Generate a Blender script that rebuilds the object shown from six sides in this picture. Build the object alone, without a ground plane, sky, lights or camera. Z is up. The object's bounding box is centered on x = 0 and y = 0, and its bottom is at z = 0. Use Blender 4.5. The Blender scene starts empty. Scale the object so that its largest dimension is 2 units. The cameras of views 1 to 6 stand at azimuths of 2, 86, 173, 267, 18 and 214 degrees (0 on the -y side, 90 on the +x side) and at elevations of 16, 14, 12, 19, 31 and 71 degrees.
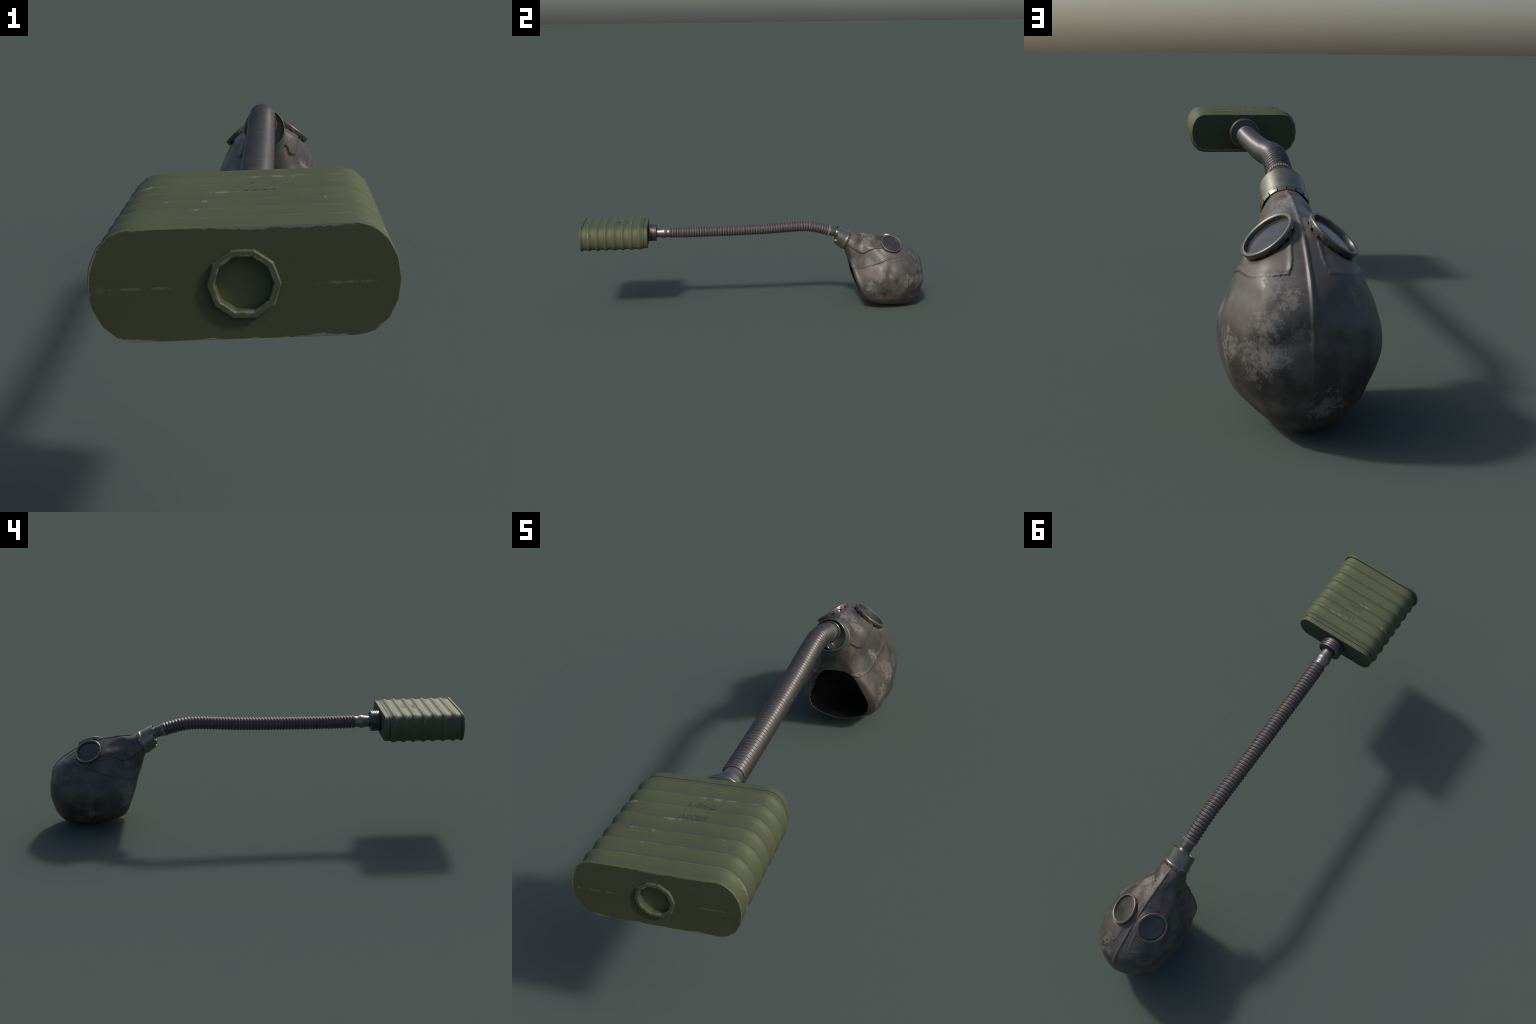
"""Old rubber gas mask hood with a corrugated breathing hose and a ribbed filter canister.
Everything is modelled in metres in world coordinates; the object is mirror symmetric about x = 0.
+y : crown of the hood, -y : filter canister."""
import bpy, math
import numpy as np
from mathutils import Vector, noise

# ------------------------------------------------------------------ helpers
def new_object(name, verts, faces, mats, parent=None, smooth=True, fmat=None, angle=None):
    me = bpy.data.meshes.new(name)
    me.from_pydata([tuple(map(float, v)) for v in verts], [], [tuple(int(i) for i in f) for f in faces])
    for m in (mats if isinstance(mats, (list, tuple)) else [mats]):
        me.materials.append(m)
    if fmat is not None:
        me.polygons.foreach_set('material_index', np.asarray(fmat, dtype=np.int32))
    me.validate()
    if smooth:
        me.shade_smooth()
        if angle is not None:
            me.set_sharp_from_angle(angle=math.radians(angle))
    ob = bpy.data.objects.new(name, me)
    bpy.context.scene.collection.objects.link(ob)
    if parent is not None:
        ob.parent = parent
    return ob

def grid_faces(rows, cols, close=True, off=0):
    """quads between successive rings of `cols` points"""
    out = []
    for i in range(rows - 1):
        a, b = off + i * cols, off + (i + 1) * cols
        for j in range(cols if close else cols - 1):
            k = (j + 1) % cols
            out.append((a + j, a + k, b + k, b + j))
    return out

def frame(axis):
    a = Vector(axis).normalized()
    u = Vector((1, 0, 0))
    u = (u - a * u.dot(a)).normalized()
    if u.length < .1:
        u = Vector((0, 1, 0))
    return np.array(a), np.array(u), np.array(a.cross(u))

def revolve(profile, origin, axis, seg=48, caps=(True, True), rfun=None, hfun=None):
    """profile: (height along axis, radius) pairs."""
    a, u, v = frame(axis)
    o = np.array(origin, float)
    verts = []
    for n, (h, r) in enumerate(profile):
        for j in range(seg):
            t = 2 * math.pi * j / seg
            rr = r if rfun is None else rfun(n, t, r)
            hh = h if hfun is None else hfun(n, t, h)
            verts.append(o + a * hh + (u * math.cos(t) + v * math.sin(t)) * rr)
    faces = grid_faces(len(profile), seg)
    if caps[0]:
        faces.append(tuple(range(seg - 1, -1, -1)))
    if caps[1]:
        b = (len(profile) - 1) * seg
        faces.append(tuple(range(b, b + seg)))
    return verts, faces

def spline(pts, n, per=60):
    """Catmull-Rom through control points, resampled at n even arc lengths"""
    P = np.array(pts, float)
    P = np.vstack([2 * P[0] - P[1], P, 2 * P[-1] - P[-2]])
    out = []
    for i in range(1, len(P) - 2):
        p0, p1, p2, p3 = P[i - 1:i + 3]
        t = np.linspace(0, 1, per, endpoint=False)[:, None]
        out.append(.5 * (2 * p1 + (p2 - p0) * t + (2 * p0 - 5 * p1 + 4 * p2 - p3) * t * t
                         + (3 * p1 - p0 - 3 * p2 + p3) * t ** 3))
    out.append(P[-2][None])
    out = np.concatenate(out)
    s = np.r_[0, np.cumsum(np.linalg.norm(np.diff(out, axis=0), axis=1))]
    q = np.linspace(0, s[-1], n)
    return np.stack([np.interp(q, s, out[:, k]) for k in range(out.shape[1])], 1), q

def smoothstep(a, b, x):
    t = np.clip((x - a) / (b - a), 0, 1)
    return t * t * (3 - 2 * t)

# ------------------------------------------------------------------ materials
class Mat:
    """tiny wrapper to write node materials as expressions"""
    def __init__(self, name):
        self.m = bpy.data.materials.new(name)
        self.m.use_nodes = True
        self.t = self.m.node_tree
        self.t.nodes.clear()
        self.out = self.t.nodes.new('ShaderNodeOutputMaterial')
        self.b = self.t.nodes.new('ShaderNodeBsdfPrincipled')
        self.t.links.new(self.b.outputs[0], self.out.inputs[0])
        self.co = self.t.nodes.new('ShaderNodeTexCoord').outputs['Object']
        s = self.t.nodes.new('ShaderNodeSeparateXYZ')
        self.t.links.new(self.co, s.inputs[0])
        self.x, self.y, self.z = s.outputs
    def put(self, sock, val):
        if isinstance(val, bpy.types.NodeSocket):
            self.t.links.new(val, sock)
        elif val is not None:
            sock.default_value = val
    def math(self, op, a, b=None, c=None, clamp=False):
        n = self.t.nodes.new('ShaderNodeMath'); n.operation = op; n.use_clamp = clamp
        for i, v in enumerate((a, b, c)):
            if v is not None:
                self.put(n.inputs[i], v)
        return n.outputs[0]
    def mul(self, a, b): return self.math('MULTIPLY', a, b)
    def add(self, a, b, clamp=False): return self.math('ADD', a, b, clamp=clamp)
    def maxi(self, a, b): return self.math('MAXIMUM', a, b)
    def noise(self, scale, detail=4, rough=.55, stretch=None, offset=(0, 0, 0), dist=0):
        co = self.co
        if stretch or any(offset):
            mp = self.t.nodes.new('ShaderNodeMapping')
            self.put(mp.inputs[0], co)
            mp.inputs['Location'].default_value = offset
            mp.inputs['Scale'].default_value = stretch or (1, 1, 1)
            co = mp.outputs[0]
        n = self.t.nodes.new('ShaderNodeTexNoise')
        self.put(n.inputs['Vector'], co)
        n.inputs['Scale'].default_value = scale
        n.inputs['Detail'].default_value = detail
        n.inputs['Roughness'].default_value = rough
        n.inputs['Distortion'].default_value = dist
        return n.outputs[0]
    def step(self, v, lo, hi, smooth=True):
        n = self.t.nodes.new('ShaderNodeMapRange')
        n.interpolation_type = 'SMOOTHSTEP' if smooth else 'LINEAR'
        self.put(n.inputs[0], v)
        n.inputs[1].default_value = lo; n.inputs[2].default_value = hi
        n.inputs[3].default_value = 0; n.inputs[4].default_value = 1
        return n.outputs[0]
    def near(self, p, r0, r1, absx=False):
        """1 inside radius r0 of point p, 0 beyond r1"""
        v = self.co
        if absx:
            c = self.t.nodes.new('ShaderNodeCombineXYZ')
            self.put(c.inputs[0], self.math('ABSOLUTE', self.x)); self.put(c.inputs[1], self.y); self.put(c.inputs[2], self.z)
            v = c.outputs[0]
        n = self.t.nodes.new('ShaderNodeVectorMath'); n.operation = 'DISTANCE'
        self.put(n.inputs[0], v); n.inputs[1].default_value = p
        return self.step(n.outputs['Value'], r1, r0)
    def mix(self, f, a, b):
        n = self.t.nodes.new('ShaderNodeMix'); n.data_type = 'RGBA'
        self.put(n.inputs[0], f)
        self.put(n.inputs[6], a if isinstance(a, bpy.types.NodeSocket) else (*a, 1))
        self.put(n.inputs[7], b if isinstance(b, bpy.types.NodeSocket) else (*b, 1))
        return n.outputs[2]
    def lerp(self, f, a, b):
        n = self.t.nodes.new('ShaderNodeMix'); n.data_type = 'FLOAT'
        self.put(n.inputs[0], f); self.put(n.inputs[2], a); self.put(n.inputs[3], b)
        return n.outputs[0]
    def bump(self, h, strength=.3, dist=.002):
        n = self.t.nodes.new('ShaderNodeBump')
        self.put(n.inputs['Height'], h)
        n.inputs['Strength'].default_value = strength; n.inputs['Distance'].default_value = dist
        self.t.links.new(n.outputs[0], self.b.inputs['Normal'])
    def set(self, color=None, rough=None, metal=None, **kw):
        if color is not None:
            self.put(self.b.inputs['Base Color'], color if isinstance(color, bpy.types.NodeSocket) else (*color, 1))
        if rough is not None: self.put(self.b.inputs['Roughness'], rough)
        if metal is not None: self.put(self.b.inputs['Metallic'], metal)
        for k, v in kw.items():
            self.put(self.b.inputs[k.replace('_', ' ')], v)
        return self.m

RIB_PITCH, RIB_FIRST, RIBS = .0473, -.949, 7     # canister ribs along y

def olive_paint(name, ribs=False, edge_y=None, scratch=False, tone=1., ring=None):
    k = Mat(name)
    base = k.mix(k.step(k.noise(9, 3), .3, .7), *[tuple(tone * v for v in q) for q in ((.062, .072, .041), (.071, .082, .046))])
    base = k.mix(k.mul(k.step(k.noise(160, 2), .45, .8), .25), base, tuple(tone * v for v in (.048, .056, .032)))
    wear = None
    if ribs:
        # distance to the nearest rib crest; paint rubbed off in streaks along the crest
        d = k.math('PINGPONG', k.math('SUBTRACT', k.y, RIB_FIRST), RIB_PITCH / 2)
        line = k.step(k.add(d, k.mul(k.math('SUBTRACT', k.noise(90, 3), .5), .006)), .0058, .0028)
        chips = k.step(k.add(k.mul(k.noise(11, 2, offset=(3, 0, 1)), .62), k.mul(k.noise(60, 3), .42)), .605, .645)
        wear = k.mul(line, chips)
        fine = k.mul(k.step(d, .002, .0004), k.step(k.noise(24, 3, offset=(5, 2, 0)), .40, .62))
        wear = k.maxi(wear, k.mul(fine, .38))
    if edge_y is not None:
        # rubbed rim: within a few millimetres of the plate's outline
        ax = k.math('ABSOLUTE', k.x)
        cx = k.math('MAXIMUM', k.math('SUBTRACT', ax, .135), 0)
        dz = k.math('SUBTRACT', k.z, edge_y[3])
        e = k.math('SQRT', k.add(k.math('POWER', k.math('DIVIDE', cx, edge_y[0] - .135), 2),
                                 k.math('POWER', k.math('DIVIDE', dz, edge_y[1]), 2)))
        e = k.add(e, k.mul(k.math('SUBTRACT', k.noise(14, 2, offset=(1, 4, 2)), .5), .22))
        e = k.add(e, k.mul(k.math('SUBTRACT', k.noise(120, 3), .5), .10))
        chips = k.step(e, edge_y[2], edge_y[2] + .02)
        wear = chips if wear is None else k.maxi(wear, chips)
    if ring:
        # rubbed outer and inner edge of the intake ring
        rad = k.math('SQRT', k.add(k.math('POWER', k.x, 2), k.math('POWER', k.math('SUBTRACT', k.z, .4795), 2)))
        ed = k.maxi(k.step(rad, ring[0] - .0035, ring[0] - .001), k.step(rad, ring[1] + .0035, ring[1] + .001))
        wear = k.mul(k.mul(k.mul(ed, .6), k.step(k.noise(70, 4, offset=(2, 2, 2)), .45, .6)), k.step(k.y, -.994, -.997))
    col = base
    if scratch:
        # pressed seam across the middle of the end plate, paint gone in dashes
        ln = k.step(k.math('ABSOLUTE', k.math('SUBTRACT', k.add(k.z, k.mul(k.noise(40, 2), .003)), .4787)), .0022, .0008)
        where = k.step(k.math('ABSOLUTE', k.math('SUBTRACT', k.math('ABSOLUTE', k.x), .132)), .052, .03)
        dash = k.step(k.noise(70, 4, offset=(7, 0, 3)), .46, .60)
        s = k.mul(k.mul(ln, where), dash)
        col = k.mix(k.mul(s, .5), col, (.16, .125, .10))
        ln2 = k.near((-.171, -.99, .4765), .001, .008)
        col = k.mix(k.mul(ln2, .7), col, (.16, .125, .10))
    if wear is not None:
        col = k.mix(k.mul(wear, .8), col, (.16, .155, .15))
    rough = k.lerp(wear if wear is not None else 0.0, .60, .46)
    k.bump(k.noise(260, 2), .12, .001)
    return k.set(col, rough, 0.0, Specular_IOR_Level=.34, Specular_Tint=(.88, 1., .66, 1.))

def worn_metal(name, col=(.19, .195, .165), metal=.75, rough=.34, rust=.5):
    k = Mat(name)
    c = k.mix(k.step(k.noise(28, 4), .3, .75), col, tuple(v * .72 for v in col))
    c = k.mix(k.mul(k.step(k.noise(55, 4, offset=(4, 1, 2)), .62, .72), rust), c, (.15, .062, .030))
    k.bump(k.noise(120, 3), .08, .001)
    return k.set(c, k.lerp(k.noise(40, 3), rough - .08, rough + .14), metal)

def ring_metal(name):
    k = Mat(name)
    c = k.mix(k.step(k.noise(30, 4), .35, .7), (.17, .165, .14), (.115, .11, .095))
    c = k.mix(k.mul(k.step(k.noise(36, 4, offset=(2, 5, 1)), .5, .68), .65), c, (.17, .095, .065))
    k.bump(k.noise(150, 3), .1, .001)
    return k.set(c, k.lerp(k.noise(50, 3), .28, .46), .65)

def hose_rubber(name, col, rough, metal):
    k = Mat(name)
    c = k.mix(k.step(k.noise(34, 4), .3, .75), col, tuple(v * .8 for v in col))
    c = k.mix(k.mul(k.step(k.noise(95, 3, offset=(1, 2, 3)), .68, .74), .6), c, (.2, .19, .18))
    return k.set(c, k.lerp(k.noise(60, 3), rough - .05, rough + .12), metal)

MAT_CAN = olive_paint('olive_paint_ribbed', ribs=True)
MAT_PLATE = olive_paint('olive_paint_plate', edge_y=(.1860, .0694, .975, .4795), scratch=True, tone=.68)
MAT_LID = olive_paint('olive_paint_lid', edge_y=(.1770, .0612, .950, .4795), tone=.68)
MAT_RING = olive_paint('olive_paint_ring', tone=.80, ring=(.0445, .0352))
MAT_SIDE = olive_paint('olive_paint_side')
MAT_METAL = worn_metal('grey_green_metal')
MAT_COLLAR = worn_metal('dark_threaded_metal', (.125, .120, .116), .7, .38, .55)
MAT_STEEL = worn_metal('bright_worn_steel', (.20, .197, .18), .85, .38, .35)
MAT_EYE = ring_metal('eyepiece_metal')
MAT_CREST = hose_rubber('hose_rubber_dark', (.060, .056, .056), .34, .35)
MAT_GROOVE = hose_rubber('hose_groove_dust', (.122, .090, .080), .55, 0.0)
MAT_CLAMP = worn_metal('clamp_metal', (.26, .235, .195), .4, .45, .3)

def ink():
    k = Mat('stamped_ink'); return k.set((.047, .054, .032), .6, 0.)
def dark():
    k = Mat('dark_inside'); return k.set((.02, .02, .018), .8, 0.)
def lens():
    k = Mat('mottled_lens_glass')
    a = k.step(k.noise(26, 4), .35, .75)
    c = k.mix(a, (.025, .026, .027), (.044, .042, .038))
    return k.set(c, k.lerp(a, .16, .28), 0., Specular_IOR_Level=.6)
MAT_INK, MAT_DARK, MAT_LENS = ink(), dark(), lens()

# ------------------------------------------------------------------ hood : shape rules
# the hood is lofted through slanted sections; each runs from a point on the top profile (y, z)
# to a point on the underside profile (y, z)
STATIONS = [
    (.540, .4560, .505, .3560), (.560, .4490, .522, .3500), (.600, .4405, .532, .3250), (.650, .4390, .541, .2980),
    (.700, .4300, .548, .2700), (.750, .4200, .556, .2380), (.800, .4050, .567, .1950), (.850, .3850, .582, .1500),
    (.900, .3560, .600, .1000), (.938, .3280, .620, .0630), (.970, .2920, .648, .0370), (.987, .2500, .690, .0290),
    (.996, .2050, .740, .0190), (.998, .1550, .790, .0090), (.994, .1130, .840, .0020), (.980, .0760, .880, .0020),
    (.960, .0480, .908, .0100), (.944, .0320, .928, .0190)]
# plan outlines of the hood at fixed heights: (y, half width) from chin to crown
LEVELS = {
    .400: [(.508, 0), (.520, .034), (.545, .047), (.600, .054), (.650, .060), (.700, .064), (.750, .060), (.790, .035), (.812, 0)],
    .350: [(.522, 0), (.530, .034), (.550, .052), (.600, .065), (.650, .079), (.700, .096), (.750, .106), (.800, .105), (.850, .090), (.890, .060), (.910, 0)],
    .300: [(.538, 0), (.545, .035), (.560, .055), (.600, .076), (.650, .099), (.700, .120), (.750, .132), (.800, .134), (.850, .126), (.900, .108), (.940, .078), (.966, 0)],
    .250: [(.552, 0), (.556, .050), (.565, .075), (.600, .101), (.650, .123), (.700, .141), (.750, .152), (.800, .154), (.850, .148), (.900, .133), (.950, .100), (.978, .060), (.990, 0)],
    .200: [(.563, 0), (.567, .075), (.574, .098), (.585, .109), (.600, .119), (.650, .142), (.700, .160), (.750, .171), (.800, .172), (.850, .165), (.900, .149), (.950, .116), (.983, .067), (1.0, 0)],
    .150: [(.580, 0), (.584, .097), (.590, .114), (.600, .122), (.620, .132), (.650, .143), (.700, .158), (.750, .167), (.800, .168), (.850, .160), (.900, .146), (.950, .112), (.983, .066), (1.0, 0)],
    .100: [(.600, 0), (.602, .090), (.607, .109), (.617, .118), (.630, .124), (.650, .131), (.700, .144), (.750, .151), (.800, .151), (.850, .143), (.900, .127), (.950, .092), (.980, .047), (.991, 0)],
    .060: [(.620, 0), (.625, .076), (.640, .100), (.665, .112), (.700, .123), (.750, .130), (.800, .130), (.850, .121), (.900, .102), (.940, .069), (.968, 0)],
    .030: [(.686, 0), (.696, .050), (.715, .078), (.750, .092), (.800, .096), (.850, .089), (.900, .066), (.930, .036), (.944, 0)],
    .010: [(.785, 0), (.800, .032), (.820, .050), (.850, .058), (.880, .042), (.905, 0)],
}
def level_half_width(z, t):
    """half width on the level outline at fraction t from chin (0) to crown (1)"""
    o = np.array(LEVELS[z])
    y = o[0, 0] + t * (o[-1, 0] - o[0, 0])
    return np.interp(y, o[:, 0], o[:, 1])
def half_width(y, z):
    zs = sorted(LEVELS)
    ends = np.array([(LEVELS[q][0][0], LEVELS[q][-1][0]) for q in zs])
    zc = min(max(z, zs[0]), zs[-1])
    y0, y1 = np.interp(zc, zs, ends[:, 0]), np.interp(zc, zs, ends[:, 1])
    t = min(max((y - y0) / (y1 - y0), 0), 1)
    i = min(max(int(np.searchsorted(zs, zc)) - 1, 0), len(zs) - 2)
    k = (zc - zs[i]) / (zs[i + 1] - zs[i])
    return (1 - k) * level_half_width(zs[i], t) + k * level_half_width(zs[i + 1], t)

SECTION_F = [.05, .15, .30, .45, .60, .75, .88, .96]      # where along a section widths are taken
def section_table():
    rows = []
    for n, (ty, tz, by, bz) in enumerate(STATIONS):
        row = []
        for f in SECTION_F:
            y, z = ty + (by - ty) * f, tz + (bz - tz) * f
            if n < 3:
                w = (.046, .0475, .058)[n] * 2 * math.sqrt(f * (1 - f))
            else:
                w = half_width(y, z)
                if z > .385 and n < 8:         # round the roof over the top level
                    fz = (tz - .385) / (tz - bz)
                    w = half_width(ty + (by - ty) * fz, .385) * (f / fz) ** .62
                if n >= 14:
                    w = (.088, .062, .040, .018)[n - 14] * 2 * math.sqrt(f * (1 - f))
            row.append(w)
        rows.append([ty, tz, by, bz] + row)
    return np.array(rows)

EYE_C, EYE_N, EYE_R = np.array((.0707, .7922, .3883)), np.array((.600, .208, .773)), .0632
EYE_N = EYE_N / np.linalg.norm(EYE_N)
EYE_SEAT = .0150        # how far under the rim plane the rubber seat lies

# neck opening: half width as a function of height z
OPEN_Z = [.034, .040, .050, .066, .085, .105, .130, .170, .200, .225, .245, .260, .270, .277]
OPEN_W = [.000, .030, .057, .084, .101, .107, .107, .096, .084, .074, .064, .050, .036, .000]

# raised welts on the rubber (x >= 0 side, mirrored): polyline, height, width on the upper side, width on the lower side
WELTS = [
    # lower edge of the thick cheek flap running from the eyepiece to the snout
    ([(.094, .742, .371), (.087, .722, .369), (.085, .690, .366), (.082, .660, .358), (.080, .640, .346), (.078, .620, .339),
      (.068, .599, .346), (.058, .570, .365), (.051, .547, .380)], .0058, .030, .0024),
    # panel edge: from the neck opening along the cheek, round the corner below the eyepiece, up beside the nose seam
    ([(.060, .557, .256), (.090, .575, .249), (.105, .603, .252), (.118, .644, .266), (.125, .690, .281), (.1265, .740, .300),
      (.121, .785, .313), (.112, .835, .317), (.097, .868, .318), (.075, .892, .325), (.050, .910, .330), (.036, .912, .336),
      (.031, .902, .345), (.028, .880, .360), (.026, .853, .377)], .0030, .0075, .0024),
]
# broad folds and dents of the slack rubber, both sides: polyline, height (negative = dent), width
FOLDS = [
    ([(.066, .590, .335), (.074, .578, .300), (.085, .572, .270)], -.0045, .018),
    ([(.159, .769, .224), (.168, .805, .185), (.160, .830, .150)], -.0050, .022),
    ([(.150, .700, .240), (.160, .735, .190), (.150, .740, .130)], .0040, .024),
    ([(.041, .632, .412), (.052, .690, .400)], -.0028, .020),
    ([(.0, .985, .235), (.050, .985, .215), (.090, .960, .200)], -.0040, .022),
    ([(.0, 1.0, .150), (.060, .985, .150), (.110, .935, .165)], .0030, .024),
    ([(.130, .780, .270), (.120, .850, .285), (.090, .910, .280)], -.0030, .020),
    ([(.125, .880, .100), (.080, .950, .095), (.020, .985, .100)], -.0040, .022),
    ([(.140, .700, .110), (.130, .760, .070), (.100, .800, .035)], -.0030, .020),
]

def upsample(G, nv, nu):
    """smooth cubic upsampling of a ring grid (rows x columns x k)"""
    r, c = G.shape[:2]
    q = np.linspace(0, r - 1, nv); i = np.clip(q.astype(int), 0, r - 2); t = (q - i).reshape(-1, 1, 1)
    p0, p1, p2, p3 = G[np.maximum(i - 1, 0)], G[i], G[i + 1], G[np.minimum(i + 2, r - 1)]
    G = .5 * (2 * p1 + (p2 - p0) * t + (2 * p0 - 5 * p1 + 4 * p2 - p3) * t * t + (3 * p1 - p0 - 3 * p2 + p3) * t ** 3)
    if c != nu:
        q = np.arange(nu) * c / nu; j = q.astype(int) % c; t = (q - q.astype(int)).reshape(1, -1, 1)
        p0, p1, p2, p3 = G[:, (j - 1) % c], G[:, j], G[:, (j + 1) % c], G[:, (j + 2) % c]
        G = .5 * (2 * p1 + (p2 - p0) * t + (2 * p0 - 5 * p1 + 4 * p2 - p3) * t * t + (3 * p1 - p0 - 3 * p2 + p3) * t ** 3)
    return G

def hood_points(nu, nv):
    rows = 130
    dense, _ = spline(section_table(), rows)
    verts = np.zeros((rows, nu, 3))
    nodes = np.array([0] + SECTION_F + [1])
    for i, row in enumerate(dense):
        ty, tz, by, bz = row[:4]
        w = np.r_[0, np.maximum(row[4:], 0), 0]
        L = math.hypot(by - ty, bz - tz)
        loop = np.stack([np.r_[w, -w[-2:0:-1]], np.r_[nodes, nodes[-2:0:-1]] * L], 1)
        ext = np.vstack([loop[-2:], loop, loop[:3]])
        c, q = spline(ext, 1400, 24)
        # cut the closed loop out of the overlapping spline, start at the top point
        i0 = np.argmin(np.hypot(*(c[:300] - loop[0]).T)); i1 = 700 + np.argmin(np.hypot(*(c[700:] - loop[0]).T))
        c = c[i0:i1]
        s = np.r_[0, np.cumsum(np.hypot(*np.diff(c, axis=0).T))]
        qq = np.linspace(0, s[-1], nu, endpoint=False)
        x, f = np.interp(qq, s, c[:, 0]), np.interp(qq, s, c[:, 1]) / L
        verts[i, :, 0] = (x - np.r_[x[0], x[:0:-1]]) / 2
        f = (f + np.r_[f[0], f[:0:-1]]) / 2
        verts[i, :, 1] = ty + (by - ty) * f
        verts[i, :, 2] = tz + (bz - tz) * f
    for _ in range(2):          # smooth along the loft
        verts[1:-1] = .25 * verts[:-2] + .5 * verts[1:-1] + .25 * verts[2:]
    return upsample(verts, nv, nu)

def grid_normals(V):
    du = np.roll(V, -1, 1) - np.roll(V, 1, 1)
    dv = np.gradient(V, axis=0)
    n = np.cross(du, dv)
    n /= np.maximum(np.linalg.norm(n, axis=2, keepdims=True), 1e-9)
    c = V.mean(axis=(0, 1))
    if ((V - c) * n).sum() < 0:
        n = -n
    return n

def poly_dist(P, poly):
    """distance of points to a 3D polyline"""
    best = np.full(len(P), 9.)
    lo, hi = poly.min(0) - .09, poly.max(0) + .09
    sel = np.where(((P > lo) & (P < hi)).all(1))[0]
    Q = P[sel]; b0 = best[sel]
    for a, b in zip(poly[:-1], poly[1:]):
        ab = b - a
        t = np.clip(((Q - a) @ ab) / (ab @ ab), 0, 1)
        b0 = np.minimum(b0, np.linalg.norm(Q - a - t[:, None] * ab, axis=1))
    best[sel] = b0
    return best

def hood_surface(nu=720, nv=460):
    V = hood_points(nu, nv)
    # soft dents and sag of old rubber
    N = grid_normals(V)
    P = V.reshape(-1, 3)
    C = V[::4, ::6]
    lump = np.array([noise.noise(Vector(p * 9.0) + Vector((3.1, 1.7, 8.2))) * .6 +
                     noise.noise(Vector(p * 19.0) + Vector((7.1, 2.7, 1.2))) * .4 for p in C.reshape(-1, 3)])
    lump = upsample(lump.reshape(C.shape[0], C.shape[1], 1), nv, nu).ravel()
    fade = smoothstep(.56, .66, P[:, 1])
    P = P + N.reshape(-1, 3) * (lump * .0055 * fade)[:, None]
    # flat seats for the two eyepieces
    for sx in (1, -1):
        c = EYE_C * (sx, 1, 1); n = EYE_N * (sx, 1, 1)
        d = P - c
        h = d @ n
        rad = np.linalg.norm(d - h[:, None] * n, axis=1)
        k = (1 - smoothstep(.054, .078, rad)) * (h > -.09) * (P[:, 0] * sx > -.002)
        k *= smoothstep(-.002, .014, P[:, 0] * sx)
        P = P + n * ((-EYE_SEAT - h) * k)[:, None]
    V = P.reshape(nv, nu, 3)
    N = grid_normals(V)
    P = V.reshape(-1, 3)
    A = P * (1, 1, 1); A[:, 0] = np.abs(A[:, 0])
    off = np.zeros(len(P))
    # moulded centre seam over the crown
    seam = np.exp(-(P[:, 0] / .0042) ** 2) * (.0014 + .0030 * smoothstep(.20, .30, P[:, 2]))
    up = np.where(P[:, 1] < .66, smoothstep(.40, .41, P[:, 2]), smoothstep(.03, .06, P[:, 2]))
    off += seam * smoothstep(.555, .60, P[:, 1]) * up
    for poly, height, w_up, w_low in WELTS:
        poly, _ = spline(poly, 48)
        d = poly_dist(A, poly)
        # which side of the edge: above it in the side view, or outboard of its returning leg
        turn = int(np.argmax(poly[:, 1]))
        if turn == 0:
            first, rest = poly[::-1], poly[:0]
        else:
            first, rest = poly[:turn + 1], poly[turn:][::-1]
        side = A[:, 2] - np.interp(A[:, 1], first[:, 1], first[:, 2])
        if len(rest) > 3:
            leg = A[:, 0] - np.interp(A[:, 1], rest[:, 1], rest[:, 0])
            side = np.where((A[:, 1] > rest[0, 1] - .02) & (A[:, 2] > .333), leg, side)
        off += height * np.where(side > 0, np.exp(-(d / w_up) ** 2), np.exp(-(d / w_low) ** 2))
    for poly, height, half in FOLDS:
        poly, _ = spline(poly, 16)
        d = poly_dist(A, poly)
        off += height * np.exp(-(d / half) ** 2) * np.where(P[:, 0] < 0, .75, 1.)
    P = P + N.reshape(-1, 3) * off[:, None]
    P[:, 2] -= P[:, 2].min()
    P[:, 1] -= max(0, P[:, 1].max() - 1.0) * smoothstep(.80, .99, P[:, 1])
    return P.reshape(nv, nu, 3)

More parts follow.
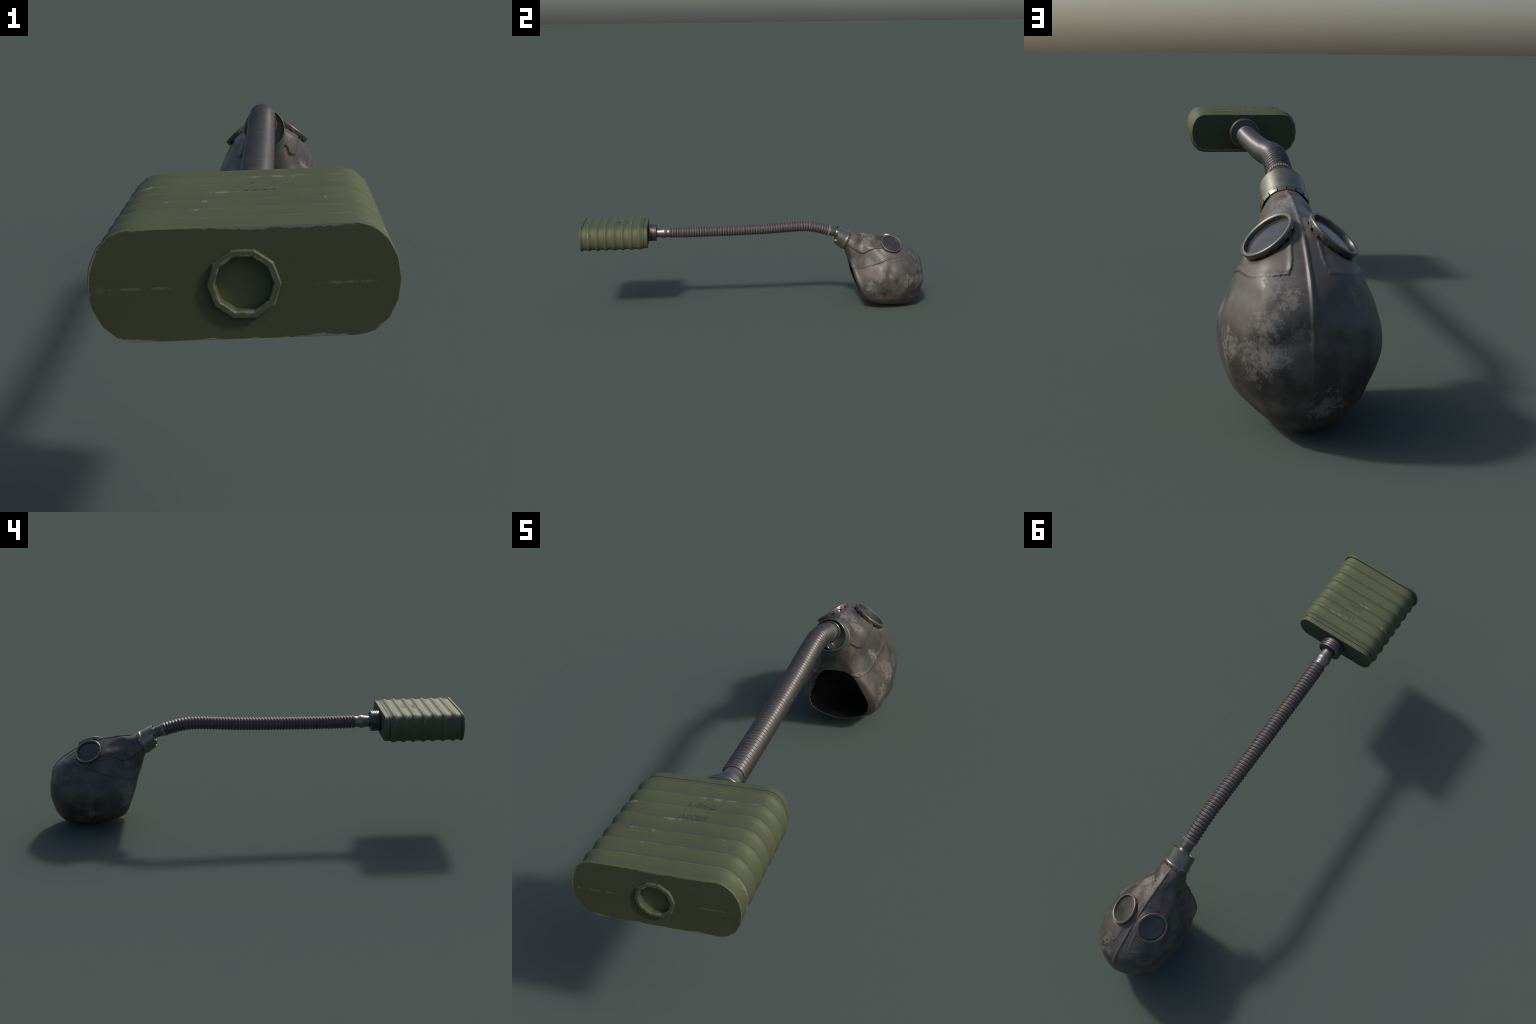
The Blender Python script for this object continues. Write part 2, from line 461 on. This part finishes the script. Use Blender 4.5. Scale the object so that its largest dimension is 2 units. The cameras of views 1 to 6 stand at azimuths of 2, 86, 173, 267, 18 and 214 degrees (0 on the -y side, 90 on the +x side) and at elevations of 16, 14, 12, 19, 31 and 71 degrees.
def build_hood(parent):
    nu, nv = 720, 460
    V = hood_surface(nu, nv)
    P = V.reshape(-1, 3)
    faces = np.array(grid_faces(nv, nu))
    last = (nv - 1) * nu
    # --- neck opening: pull grid vertices near the outline onto it, drop the faces inside
    lev = np.interp(P[:, 2], OPEN_Z, OPEN_W, left=-.02, right=-.02) - np.abs(P[:, 0])
    front = P[:, 1] < .70 - .2 * (P[:, 2] - .03)
    inside = (lev > 0) & front
    keep = ~inside[faces].all(axis=1)
    faces = faces[keep]
    border = np.zeros(len(P), bool)
    mixed = inside[faces].any(axis=1)
    border[np.unique(faces[mixed])] = True
    border &= inside
    oz = np.linspace(OPEN_Z[0], OPEN_Z[-1], 600)
    ow = np.interp(oz, OPEN_Z, OPEN_W)
    for i in np.where(border)[0]:
        s = 1 if P[i, 0] >= 0 else -1
        j = np.argmin((ow - abs(P[i, 0])) ** 2 + (oz - P[i, 2]) ** 2)
        P[i, 0], P[i, 2] = s * ow[j], oz[j]
    faces = [tuple(f) for f in faces]
    pole = len(P)
    P = np.vstack([P, P[last:last + nu].mean(axis=0)])
    for j in range(nu):
        faces.append((last + j, last + (j + 1) % nu, pole))
    used = np.unique(np.concatenate([np.array(f) for f in faces]))
    remap = -np.ones(len(P), int); remap[used] = np.arange(len(used))
    ob = new_object('rubber_hood', P[used], [tuple(remap[list(f)]) for f in faces], MAT_RUBBER, parent)
    import bmesh
    bm = bmesh.new(); bm.from_mesh(ob.data)
    bmesh.ops.recalc_face_normals(bm, faces=bm.faces)
    cen = Vector((0, .8, .2))
    f0 = max(bm.faces, key=lambda f: f.calc_center_median().y)
    if f0.normal.y < 0:
        bmesh.ops.reverse_faces(bm, faces=bm.faces)
    bm.to_mesh(ob.data); bm.free()
    mod = ob.modifiers.new('thickness', 'SOLIDIFY')
    mod.thickness = .0045; mod.offset = -1; mod.use_rim = True
    return ob

PALE = [  # centres of scuffed, chalky patches: position, radius, strength
    ((.149, .867, .179), .050, 1.), ((.085, .955, .185), .070, 1.), ((.100, .935, .150), .050, .9), ((.065, .920, .309), .045, .9),
    ((.138, .890, .181), .040, .9), ((.086, .947, .238), .050, 1.), ((.041, .952, .291), .040, .8), ((.020, .985, .230), .035, .7),
    ((.149, .665, .136), .045, .9), ((.148, .648, .171), .040, .8), ((.158, .708, .213), .045, .9), ((.111, .659, .290), .040, .8),
    ((-.033, .981, .087), .055, .9), ((-.150, .782, .105), .050, .9), ((-.128, .610, .197), .060, .9), ((-.133, .617, .148), .040, .8),
    ((-.095, .905, .280), .045, .6), ((-.110, .852, .305), .030, .7), ((.028, .665, .425), .050, .9), ((.054, .650, .400), .045, .9),
    ((-.074, .600, .326), .040, .6), ((.145, .850, .120), .030, .5), ((.015, .640, .438), .040, .8)]
RUSTY = [  # reddish-brown perished rubber
    ((.000, .560, .420), .065, 1.1), ((.045, .565, .375), .050, 1.), ((-.045, .565, .375), .050, .9), ((.112, .585, .190), .045, 1.),
    ((.100, .580, .235), .035, .8), ((.145, .758, .085), .045, 1.), ((.140, .690, .235), .035, .8), ((-.103, .905, .270), .045, .8),
    ((.000, .800, .400), .045, .7), ((.060, .930, .290), .030, .4), ((-.145, .780, .110), .030, .4), ((.135, .672, .249), .035, .9)]
def rubber():
    k = Mat('aged_black_rubber')
    mott = k.step(k.noise(15, 6, .66), .38, .63)
    c = k.mix(mott, (.034, .031, .0275), (.068, .062, .054))
    # large soft lighter areas where the bloom has been wiped
    c = k.mix(k.mul(k.step(k.noise(6, 2, offset=(2, 3, 1)), .45, .65), .35), c, (.092, .086, .077))
    fine = k.add(k.mul(k.noise(105, 8, .74), .66), k.mul(k.noise(34, 4, .6, offset=(3, 1, 4)), .34))
    def field(spots):
        m = None
        for p, r, w in spots:
            q = k.mul(k.near(p, r * .1, r * 1.25), w)
            m = q if m is None else k.maxi(m, q)
        return m
    pm = field(PALE)
    pale = k.step(k.add(fine, k.mul(pm, .15)), .555, .665)
    pale = k.mul(pale, k.step(pm, .05, .4))
    # sparse pale flecks everywhere
    fleck = k.mul(k.step(k.add(k.mul(k.noise(85, 6, .7, offset=(9, 2, 5)), .6), k.mul(k.noise(13, 3, offset=(1, 7, 2)), .4)), .61, .68), .5)
    c = k.mix(k.mul(k.maxi(pale, fleck), .66), c, (.160, .150, .134))
    # perished reddish rubber: listed spots, the neck, rings round both eyepieces, the rim of the opening
    rm = field(RUSTY)
    eye = k.near(tuple(EYE_C - EYE_N * .012), .062, .088, absx=True)
    rm = k.maxi(rm, k.mul(eye, .75))
    fr = k.add(k.mul(k.noise(80, 8, .72, offset=(5, 5, 1)), .6), k.mul(k.noise(22, 4, offset=(8, 1, 3)), .4))
    rust = k.step(k.add(fr, k.mul(rm, .16)), .54, .70)
    rust = k.mul(rust, k.step(rm, .05, .5))
    c = k.mix(k.mul(rust, .68), c, (.128, .082, .064))
    rough = k.add(k.lerp(k.noise(26, 4), .36, .50), k.mul(k.maxi(pale, rust), .22))
    k.bump(k.add(k.mul(k.noise(240, 3), .35), k.mul(pale, .65)), .16, .0015)
    return k.set(c, rough, 0., Specular_IOR_Level=.45)
MAT_RUBBER = rubber()

# ------------------------------------------------------------------ root
root = bpy.data.objects.new('gas_mask', None)
bpy.context.scene.collection.objects.link(root)
root['label'] = 'old black rubber gas mask with corrugated hose and olive filter canister'
root['category'] = 'gas mask'

hood = build_hood(root)

# ------------------------------------------------------------------ eyepieces
def build_eyepiece(sx):
    c = EYE_C * (sx, 1, 1); n = EYE_N * (sx, 1, 1)
    R = EYE_R
    prof = [(-.0185, R - .0050), (-.0100, R - .0016), (-.004, R - .0005), (-.001, R + .0002), (.0006, R - .0008),
            (.0012, R - .0025), (.0004, R - .0038), (.0002, R - .0048), (.0007, R - .0062), (.0002, R - .0080),
            (-.002, R - .0088), (-.0085, R - .0094), (-.0085, R - .0115), (-.0260, R - .0115)]
    WAVES = 14
    def hf(i, t, h):      # scalloped, crimped lower edge of the skirt
        if i == 0:
            return h + .0080 * max(0., math.cos(WAVES * t + .6 * math.sin(3 * t))) ** .6
        return h
    def rf(i, t, r):
        return r + (.0008 * math.cos(WAVES * t) if i in (0, 1) else 0)
    v, f = revolve(prof, c, n, 204, (False, False), rf, hf)
    ring = new_object('eyepiece_frame', v, f, MAT_EYE, root, angle=50)
    v, f = revolve([(-.0083, R - .0090), (-.0072, R - .020), (-.0062, R - .040), (-.006, .004)], c, n, 72, (False, True))
    new_object('lens', v, f, MAT_LENS, ring)
for sx in (1, -1):
    build_eyepiece(sx)

# ------------------------------------------------------------------ valve housing between hood and hose
def yz(y, z): return np.array((0., y, z))
F_C, F_N, F_R = yz(.5270, .4050), yz(-.900, .436), .0530      # bead circle
B_C, B_N, B_R = yz(.4780, .4345), yz(-.980, .199), .0540      # rear rim circle
def circle(c, n, r, seg=72):
    a, u, v = frame(n)
    return [c + (u * math.cos(t) + v * math.sin(t)) * r for t in np.arange(seg) * 2 * math.pi / seg]
def build_housing():
    SEG = 72
    rings = []
    a = F_N / np.linalg.norm(F_N)
    b = B_N / np.linalg.norm(B_N)
    # bead, tapering cup wall, rolled rear rim, inner wall down to the recessed floor
    for h, r in [(-.006, .0520), (-.006, .0550), (-.004, .0568), (-.001, .0575), (.002, .0568), (.004, .0550), (.0055, .0537)]:
        rings.append(circle(F_C + a * h, F_N, r))
    for t in np.linspace(.15, 1, 8):
        n = (1 - t) * a + t * b
        rings.append(circle(F_C + a * .0055 + (B_C - F_C - a * .0055) * t, n, .0535 + (B_R - .0535) * t))
    rings.append(circle(B_C + b * .0006, b, B_R - .0006))
    rings.append(circle(B_C + b * .0004, b, B_R - .0020))
    rings.append(circle(B_C - b * .004, b, B_R - .0030))
    rings.append(circle(B_C - b * .014, b, B_R - .0040))
    rings.append(circle(B_C - b * .016, b, B_R - .0080))
    rings.append(circle(B_C - b * .016, b, .002))
    v = [p for r in rings for p in r]
    f = grid_faces(len(rings), SEG) + [tuple(range((len(rings) - 1) * SEG, len(rings) * SEG))]
    body = new_object('valve_housing', v, f, MAT_METAL, root, angle=42)
    # crimped skirt with tabs gripping the rubber neck
    TABS = 16
    tabs_v, tabs_f = [], []
    for k in range(TABS):
        a0, a1 = 2 * math.pi * (k + .07) / TABS, 2 * math.pi * (k + .93) / TABS
        ax, u, w = frame(F_N)
        base = len(tabs_v)
        for j in range(5):
            t = a0 + (a1 - a0) * j / 4
            d = u * math.cos(t) + w * math.sin(t)
            for h, r in [(-.002, .0564), (-.010, .0556), (-.0140, .0540), (-.0140, .0525), (-.002, .0537)]:
                tabs_v.append(F_C + ax * h + d * r)
        for j in range(4):
            for m in range(5):
                p, q = base + j * 5 + m, base + j * 5 + (m + 1) % 5
                tabs_f.append((p, q, q + 5, p + 5))
        tabs_f.append(tuple(base + m for m in range(5)))
        tabs_f.append(tuple(base + 20 + m for m in (4, 3, 2, 1, 0)))
    new_object('crimp_tab_skirt', tabs_v, tabs_f, MAT_METAL, body, angle=35)
    # hose port and outlet cap on the recessed floor
    up = yz(.199, .980)
    port = B_C + up * .0125
    v, f = revolve([(-.017, .0345), (-.005, .0340), (-.002, .0330), (-.001, .0318), (-.002, .0300), (-.005, .0230)], port, b, 64, (False, True))
    new_object('hose_port', v, f, MAT_METAL, body, angle=45)
    cap = B_C - up * .0345 + np.array((.004, 0, 0))
    v, f = revolve([(-.017, .0115), (.004, .0115), (.0062, .0105), (.0066, .0095), (.0055, .0085), (.0055, .002)], cap, b, 40, (False, True))
    new_object('outlet_cap', v, f, MAT_METAL, body, angle=45)
build_housing()

# ------------------------------------------------------------------ breathing hose
HOSE_LINE = [(0, -.520, .4765), (0, -.40, .4755), (0, -.205, .4766), (0, -.05, .479), (0, .0925, .4833), (0, .20, .4895), (0, .285, .4920),
             (0, .340, .4868), (0, .388, .4755), (0, .435, .4615), (0, .480, .4480), (0, .500, .4420)]
N_LINE = 2400
line, arc = spline(HOSE_LINE, N_LINE)
def at_y(y): return float(np.interp(y, line[:, 1], arc))
def sweep(s_list, r_list, seg=36):
    """tube along the hose line: radius per arc length"""
    tang = np.gradient(line, axis=0); tang /= np.linalg.norm(tang, axis=1, keepdims=True)
    verts = []
    for s, r in zip(s_list, r_list):
        p = np.array([np.interp(s, arc, line[:, k]) for k in range(3)])
        t = np.array([np.interp(s, arc, tang[:, k]) for k in range(3)]); t /= np.linalg.norm(t)
        u = np.array((1., 0, 0)); w = np.cross(t, u)
        for j in range(seg):
            q = 2 * math.pi * j / seg
            verts.append(p + (u * math.cos(q) + w * math.sin(q)) * r)
    return verts, grid_faces(len(s_list), seg)

S0, S1 = at_y(-.497), at_y(.4285)
PITCH = .0148
count = round((S1 - S0) / PITCH)
pitch = (S1 - S0) / count
prof = [(.00, .0278), (.14, .0284), (.28, .0302), (.40, .0320), (.50, .0325), (.60, .0320), (.72, .0302), (.86, .0284)]
ss, rr = [], []
for i in range(count):
    for t, r in prof:
        ss.append(S0 + (i + t) * pitch); rr.append(r)
ss.append(S1); rr.append(.0278)
SEG = 36
v, f = sweep(ss, rr, SEG)
band = [1 if (i % 8) in (0, 7) else 0 for i in range(len(ss) - 1) for _ in range(SEG)]
hose = new_object('breathing_hose', v, f, [MAT_CREST, MAT_GROOVE], root, fmat=band)

# knurled clamp band, then the fine threaded spigot entering the housing port
c0 = at_y(.4255)
p0 = np.array([np.interp(c0, arc, line[:, k]) for k in range(3)])
p1 = np.array([np.interp(c0 + .014, arc, line[:, k]) for k in range(3)])
KN = 34
def knurl(i, t, r):
    return r + (.0012 * (1 if math.sin(KN * t) > -.2 else -1) if i in (1, 2, 3) else 0)
v, f = revolve([(-.001, .026), (0, .0292), (.006, .0298), (.012, .0292), (.013, .024)], p0, p1 - p0, KN * 8, (True, True), knurl)
new_object('hose_clamp', v, f, MAT_CLAMP, hose, angle=40)
sa = c0 + .012
sl, rl = [sa, sa + .004], [.0270, .0270]
for i in range(5):
    b = sa + .005 + i * .0062
    sl += [b, b + .0014, b + .0034, b + .0048]; rl += [.0242, .0276, .0276, .0242]
sl += [sa + .040, sa + .058]; rl += [.0262, .0262]
v, f = sweep(sl, rl, 40)
new_object('threaded_spigot', v, f, [MAT_METAL, MAT_COLLAR], hose, angle=60, fmat=[1 if 1 <= i <= 20 and (i - 2) % 4 == 3 or i == 1 else 0 for i in range(len(sl) - 1) for _ in range(40)])

# ------------------------------------------------------------------ filter canister
CZ = .4795
CORNER_SEG = 8
def stadium(hw, hh, z=CZ, cx=None):
    """rounded end section: flat top and bottom, elliptical ends; (x, z) loop"""
    e = .050 + (hw - .185) * .8
    cx = hw - e
    pts = []
    for k in range(CORNER_SEG + 1):
        t = math.pi / 2 - math.pi * k / CORNER_SEG
        pts.append((cx + e * math.cos(t), z + hh * math.sin(t)))
    for k in range(1, 8):
        pts.append((cx - 2 * cx * k / 8, z - hh))
    for k in range(CORNER_SEG + 1):
        t = -math.pi / 2 - math.pi * k / CORNER_SEG
        pts.append((-cx + e * math.cos(t), z + hh * math.sin(t)))
    for k in range(1, 8):
        pts.append((-cx + 2 * cx * k / 8, z + hh))
    return pts
def loft_y(sections, caps=(True, True)):
    verts = []
    n = None
    for y, hw, hh, z in sections:
        s = stadium(hw, hh, z); n = len(s)
        verts += [(x, y, zz) for x, zz in s]
    faces = grid_faces(len(sections), n)
    if caps[0]: faces.append(tuple(range(n - 1, -1, -1)))
    if caps[1]: faces.append(tuple(range((len(sections) - 1) * n, len(sections) * n)))
    return verts, faces

HW, HH = .1797, .0645
secs = []
for y in np.linspace(-.9865, -.6420, 140):
    o = sum(.0062 * math.exp(-((y - RIB_FIRST - i * RIB_PITCH) / .0092) ** 2) for i in range(RIBS))
    k = smoothstep(-.660, -.641, y)          # body draws in slightly towards the lid
    o -= .0015 * k
    secs.append((y, HW + o, HH + o, CZ))
v, f = loft_y(secs)
f.pop(-2)          # open towards the end plate
can = new_object('filter_canister', v, f, MAT_CAN, root, angle=50)

# front end plate with its rolled lip (a dark crack behind the lip)
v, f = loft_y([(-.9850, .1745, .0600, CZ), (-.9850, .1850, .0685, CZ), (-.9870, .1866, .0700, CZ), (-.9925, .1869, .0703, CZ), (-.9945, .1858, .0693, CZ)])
HOLE = 10
def pierce(v, f, y):
    """replace the last cap by an annulus that leaves a ten-sided hole of the intake"""
    outer = list(f[-1]); f = f[1:-1]
    base = len(v)
    v = list(v) + [(.0005 + .0400 * math.cos(2 * math.pi * k / HOLE), y, CZ + .0400 * math.sin(2 * math.pi * k / HOLE)) for k in range(HOLE)]
    ang = lambda p: math.atan2((p[2] - CZ) / .07, p[0] / .185) % (2 * math.pi)
    hole = list(range(base, base + HOLE))
    o = sorted(outer, key=lambda i: ang(v[i])); side = len(f)
    i = j = 0
    while i < len(o) or j < HOLE:            # zip the two loops together by angle
        ao = (i + 1) / len(o); ah = (j + 1) / HOLE
        ao = ang(v[o[(i + 1) % len(o)]]) + (2 * math.pi if i + 1 >= len(o) else 0) if i < len(o) else 99
        ah = 2 * math.pi * (j + 1) / HOLE if j < HOLE else 99
        if ao <= ah:
            f.append((o[i % len(o)], o[(i + 1) % len(o)], hole[j % HOLE])); i += 1
        else:
            f.append((o[i % len(o)], hole[(j + 1) % HOLE], hole[j % HOLE])); j += 1
    return v, f, side
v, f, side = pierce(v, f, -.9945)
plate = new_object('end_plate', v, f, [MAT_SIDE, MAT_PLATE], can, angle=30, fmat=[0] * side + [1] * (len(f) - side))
# rear lid
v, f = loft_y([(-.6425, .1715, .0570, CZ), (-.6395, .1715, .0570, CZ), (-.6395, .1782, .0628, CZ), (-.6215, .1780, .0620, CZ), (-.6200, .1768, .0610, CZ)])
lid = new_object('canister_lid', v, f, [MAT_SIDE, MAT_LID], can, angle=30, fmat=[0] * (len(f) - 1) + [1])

# ten-sided intake ring on the front plate
# the plate is pierced by a shallow well
def build_intake():
    sides = 10
    c = np.array((.0005, -.9945, CZ))
    prof = [(-.0005, .0445), (.0042, .0445), (.0055, .0428), (.0055, .0368), (.0042, .0352), (-.020, .0345)]
    v, f = revolve(prof, c, (0, -1, 0), sides, (False, False))
    new_object('intake_ring', v, f, MAT_RING, plate, smooth=False)
    v, f = revolve([(-.0195, .0365), (-.0195, .002)], c, (0, -1, 0), 40, (False, True))
    new_object('intake_floor', v, f, MAT_RING, plate)
build_intake()

# threaded collar and steel connector between canister and hose
prof = [(0, .044), (.003, .0475)]
for i in range(4):
    b = .006 + i * .0088
    prof += [(b, .0500), (b + .0040, .0500), (b + .0056, .0472), (b + .0074, .0472)]
prof += [(.0415, .0495), (.0445, .0500), (.0470, .0492), (.0480, .0470), (.0475, .0440), (.044, .0428), (.044, .020)]
v, f = revolve(prof, (0, -.6215, .4785), (0, 1, 0), 64, (False, True))
collar = new_object('threaded_collar', v, f, MAT_COLLAR, can, angle=50)
prof = [(0, .0262), (.022, .0266), (.036, .0290), (.046, .0316), (.049, .0318), (.056, .0296), (.065, .0266), (.070, .0258), (.073, .0268), (.079, .0270), (.081, .026), (.085, .025)]
v, f = revolve(prof, (0, -.5785, .4768), (0, 1, -.005), 48, (False, True))
new_object('hose_connector', v, f, MAT_STEEL, can, angle=50)

# stamped markings on top of the canister, set between the ribs
def stamp(text, x, y, size):
    cu = bpy.data.curves.new('stamped_marking', 'FONT')
    cu.body = text; cu.size = size; cu.extrude = .0002; cu.offset = .0001; cu.align_x = 'CENTER'; cu.align_y = 'CENTER'
    ob = bpy.data.objects.new('stamped_marking', cu)
    bpy.context.scene.collection.objects.link(ob)
    bpy.context.view_layer.update()
    me = bpy.data.meshes.new_from_object(ob.evaluated_get(bpy.context.evaluated_depsgraph_get()))
    bpy.data.objects.remove(ob); bpy.data.curves.remove(cu)
    me.name = 'stamped_marking'
    me.materials.clear(); me.materials.append(MAT_INK)
    co = np.zeros(len(me.vertices) * 3); me.vertices.foreach_get('co', co); co = co.reshape(-1, 3)
    yy = co[:, 1] + y
    top = np.array([sum(.0062 * math.exp(-((q - RIB_FIRST - i * RIB_PITCH) / .0092) ** 2) for i in range(RIBS)) for q in yy])
    co = np.stack([co[:, 0] + x, yy, CZ + HH + top + .0007 + co[:, 2]], 1)
    me.vertices.foreach_set('co', co.ravel()); me.update()
    ob = bpy.data.objects.new('stamped_marking', me)
    bpy.context.scene.collection.objects.link(ob)
    ob.parent = can
mid = lambda i: RIB_FIRST + RIB_PITCH * (i + .5)
stamp('1-84-2', .0125, -.7385, .0255)
stamp('A0085', .0095, -.7855, .0255)
